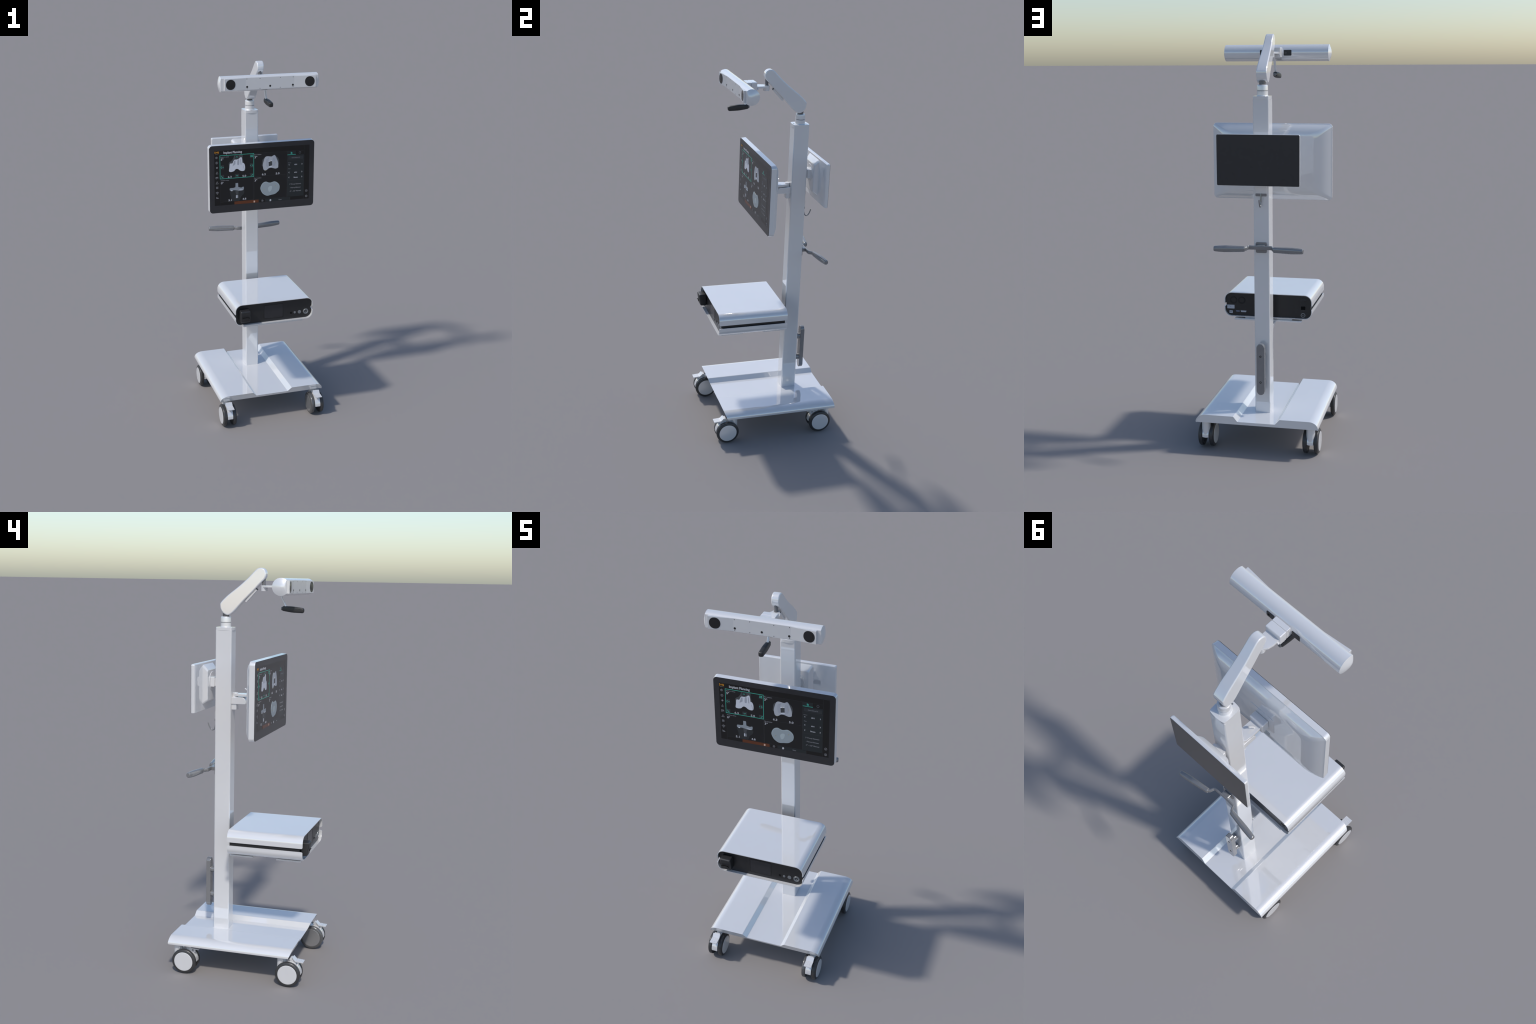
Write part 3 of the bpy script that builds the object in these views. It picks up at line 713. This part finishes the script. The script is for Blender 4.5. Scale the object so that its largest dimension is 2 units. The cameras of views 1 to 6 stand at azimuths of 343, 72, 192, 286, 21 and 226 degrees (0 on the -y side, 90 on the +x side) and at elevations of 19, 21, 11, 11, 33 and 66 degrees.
def core_outline():
    pts = rrect(0, (U0 + U1) / 2, UX - 0.0032, (U1 - U0) / 2 - 0.0032, UR - 0.0032, 10)
    out, n = [], len(pts)
    for i, p in enumerate(pts):
        out.append(p)
        q = pts[(i + 1) % n]
        if abs(p[0] - q[0]) < 1e-6 and abs(p[1] - q[1]) > 0.02:      # the straight flanks: cut the slot
            s = 1 if p[0] > 0 else -1
            za, zb = (S0, S1) if q[1] > p[1] else (S1, S0)
            out += [(p[0], za), (p[0] - s * 0.0045, za), (p[0] - s * 0.0045, zb), (p[0], zb)]
    return out
make("unit_core", prism(core_outline(), 'y', -0.2990, 0.0533), BLACK, unit, sharp=30)
# front face
FY = -0.2990
def on_front(pts, y0, y1, bev=0.0): return prism(pts, 'y', FY + y0, FY - y1, bevel=bev, segs=2, ends='b')
make("unit_screen", on_front(rrect(-0.0005, 0.6718, 0.0535, 0.0372, 0.003), 0.002, 0.0006, 0.0004), BEZEL, unit)
def tray_frame(cx, cz, hw, hh, w, y0, y1):
    o, i = rrect(cx, cz, hw, hh, 0.004), rrect(cx, cz, hw - w, hh - w, 0.003)
    return loft([[(x, y0, z) for x, z in o], [(x, y1, z) for x, z in o], [(x, y1, z) for x, z in i], [(x, y0, z) for x, z in i]], cap=False)
make("unit_screen_frame", tray_frame(-0.0005, 0.6718, 0.0552, 0.0389, 0.0014, FY + 0.001, FY - 0.0012), BLACK, unit)
make("unit_button", lathe([(FY + 0.001, 0.0), (FY + 0.001, 0.0160), (FY - 0.003, 0.0158), (FY - 0.0045, 0.0145), (FY - 0.0045, 0.0105), (FY - 0.002, 0.0075), (FY - 0.002, 0.0)], 'y', (0.1868, 0, 0.6503), 36), METALBTN, unit)
make("button_recess", lathe([(FY - 0.0018, 0.0), (FY - 0.0018, 0.0072), (FY - 0.0026, 0.0066), (FY - 0.0026, 0.0)], 'y', (0.1868, 0, 0.6503), 28), BLACK, unit)
make("button_centre", lathe([(FY - 0.002, 0.0), (FY - 0.002, 0.0035), (FY - 0.0034, 0.0030), (FY - 0.0034, 0.0)], 'y', (0.1868, 0, 0.6503), 20), METALBTN, unit)
for x, r in ((0.1505, 0.0098), (0.1231, 0.0064)):
    make("unit_button", lathe([(FY + 0.001, 0.0), (FY + 0.001, r), (FY - 0.0016, r), (FY - 0.0022, r - 0.001), (FY - 0.0022, 0.0)], 'y', (x, 0, 0.6505), 30), METALBTN, unit)
for x in (0.0975, 0.1045):
    make("unit_socket", box(x - 0.0019, x + 0.0019, FY - 0.0006, FY + 0.002, 0.6440, 0.6560), PIT, unit)
kn = box(-0.1985, -0.1430, -0.3450, FY + 0.001, 0.6370, 0.7050, 0.0065, 4)
for v in kn.verts:                           # crowned face: fullest in the middle, drawn in at the foot
    if v.co.y < -0.32:
        t = (v.co.z - 0.675) / 0.034
        v.co.y += 0.006 * t * t + (0.006 if v.co.z < 0.645 else 0.0)
make("unit_connector_knob", kn, GRIP, unit, sharp=45)
make("knob_groove", prism([(-0.1915 + 0.0415 * i / 10, 0.6660 + 0.0045 * (1 - (i / 5 - 1) ** 2)) for i in range(11)] + [(-0.1915 + 0.0415 * i / 10, 0.6648 + 0.0045 * (1 - (i / 5 - 1) ** 2)) for i in range(10, -1, -1)], 'y', -0.3400, -0.34505), PIT, unit)
# back face
BY = 0.0533
def on_back(pts, y0, y1, bev=0.0): return prism(pts, 'y', BY - y0, BY + y1, bevel=bev, segs=2, ends='b')
def annulus(cx, cz, r0, r1, y0, y1):
    n = 32
    rows = [[(cx + r * cos(2 * pi * i / n), y, cz + r * sin(2 * pi * i / n)) for i in range(n)] for r, y in ((r1, y0), (r1, y1), (r0, y1), (r0, y0))]
    return loft(rows, cap=False)
for x in (0.1790, 0.1365):
    make("unit_fan_ring", annulus(x, 0.6935, 0.0125, 0.0188, BY - 0.001, BY + 0.0012), FAN, unit)
make("unit_port", on_back(rrect(0.1930, 0.6587, 0.0188, 0.0096, 0.0015), 0.001, 0.001, 0.0004), PORTW, unit)
make("port_mark", on_back([(0.2010, 0.6640), (0.1990, 0.6620), (0.1920, 0.6550), (0.1905, 0.6560), (0.1960, 0.6600)], 0.001, 0.0014), ink("port_mark_blue", (0.10, 0.14, 0.25)), unit)
make("unit_port", join(on_back(rrect(0.1922, 0.6322, 0.0086, 0.0068, 0.0012), 0.001, 0.001, 0.0004)), PORTW, unit)
make("port_slit", on_back(rrect(0.1922, 0.6322, 0.0060, 0.0008, 0.0004), 0.001, 0.0014), SEAM, unit)
make("unit_port", on_back([(0.1668, 0.6405), (0.1660, 0.6365), (0.1635, 0.6340), (0.1490, 0.6340), (0.1474, 0.6360), (0.1474, 0.6405)], 0.001, 0.001), ink("port_blue_grey", (0.17, 0.20, 0.28)), unit)
make("unit_port", on_back([(0.1418, 0.6430), (0.1412, 0.6355), (0.1390, 0.6330), (0.1160, 0.6330), (0.1136, 0.6360), (0.1128, 0.6430), (0.1140, 0.6412), (0.1405, 0.6412)], 0.001, 0.001), PORTW, unit)
make("power_inlet_frame", on_back(stadium(-0.1780, 0.6545, 0.7180, 0.0140, 8), 0.001, 0.0010, 0.0005), GRIP, unit)
make("power_switch", on_back(rrect(-0.1780, 0.6925, 0.0105, 0.0130, 0.003), 0.001, 0.0028, 0.0010), BLACK, unit)
make("power_inlet", on_back(rrect(-0.1776, 0.6680, 0.0112, 0.0088, 0.0025), 0.001, 0.0016), PIT, unit)
make("ground_terminal", annulus(-0.1770, 0.6312, 0.0080, 0.0117, BY - 0.001, BY + 0.0016), METALBTN, unit)
make("terminal_stud", lathe([(BY, 0.0), (BY, 0.0034), (BY + 0.003, 0.0030), (BY + 0.003, 0.0)], 'y', (-0.1770, 0, 0.6312), 18), METALBTN, unit)

# ------------------------------------------------------- tray under the unit
hw = 0.1720
tray_pts = [(-hw, 0.0660), (-hw, -0.0540), (-0.1100, -0.0660), (-0.1100, -0.1600), (-hw, -0.1720), (-hw, -0.2960), (hw, -0.2960), (hw, -0.1720), (0.1100, -0.1600), (0.1100, -0.0660), (hw, -0.0540), (hw, 0.0660)]
tray = join(prism(tray_pts, 'z', 0.5950, 0.6035, bevel=0.0025, segs=3),
            box(-0.12, 0.12, -0.28, 0.05, 0.6030, 0.6125),
            prism([(0.1120, 0.5720), (0.1120, 0.5955), (0.0400, 0.5955), (0.0560, 0.5900)], 'x', -0.0400, 0.0400, bevel=0.002))
make("unit_tray", tray, WHITE, cart)
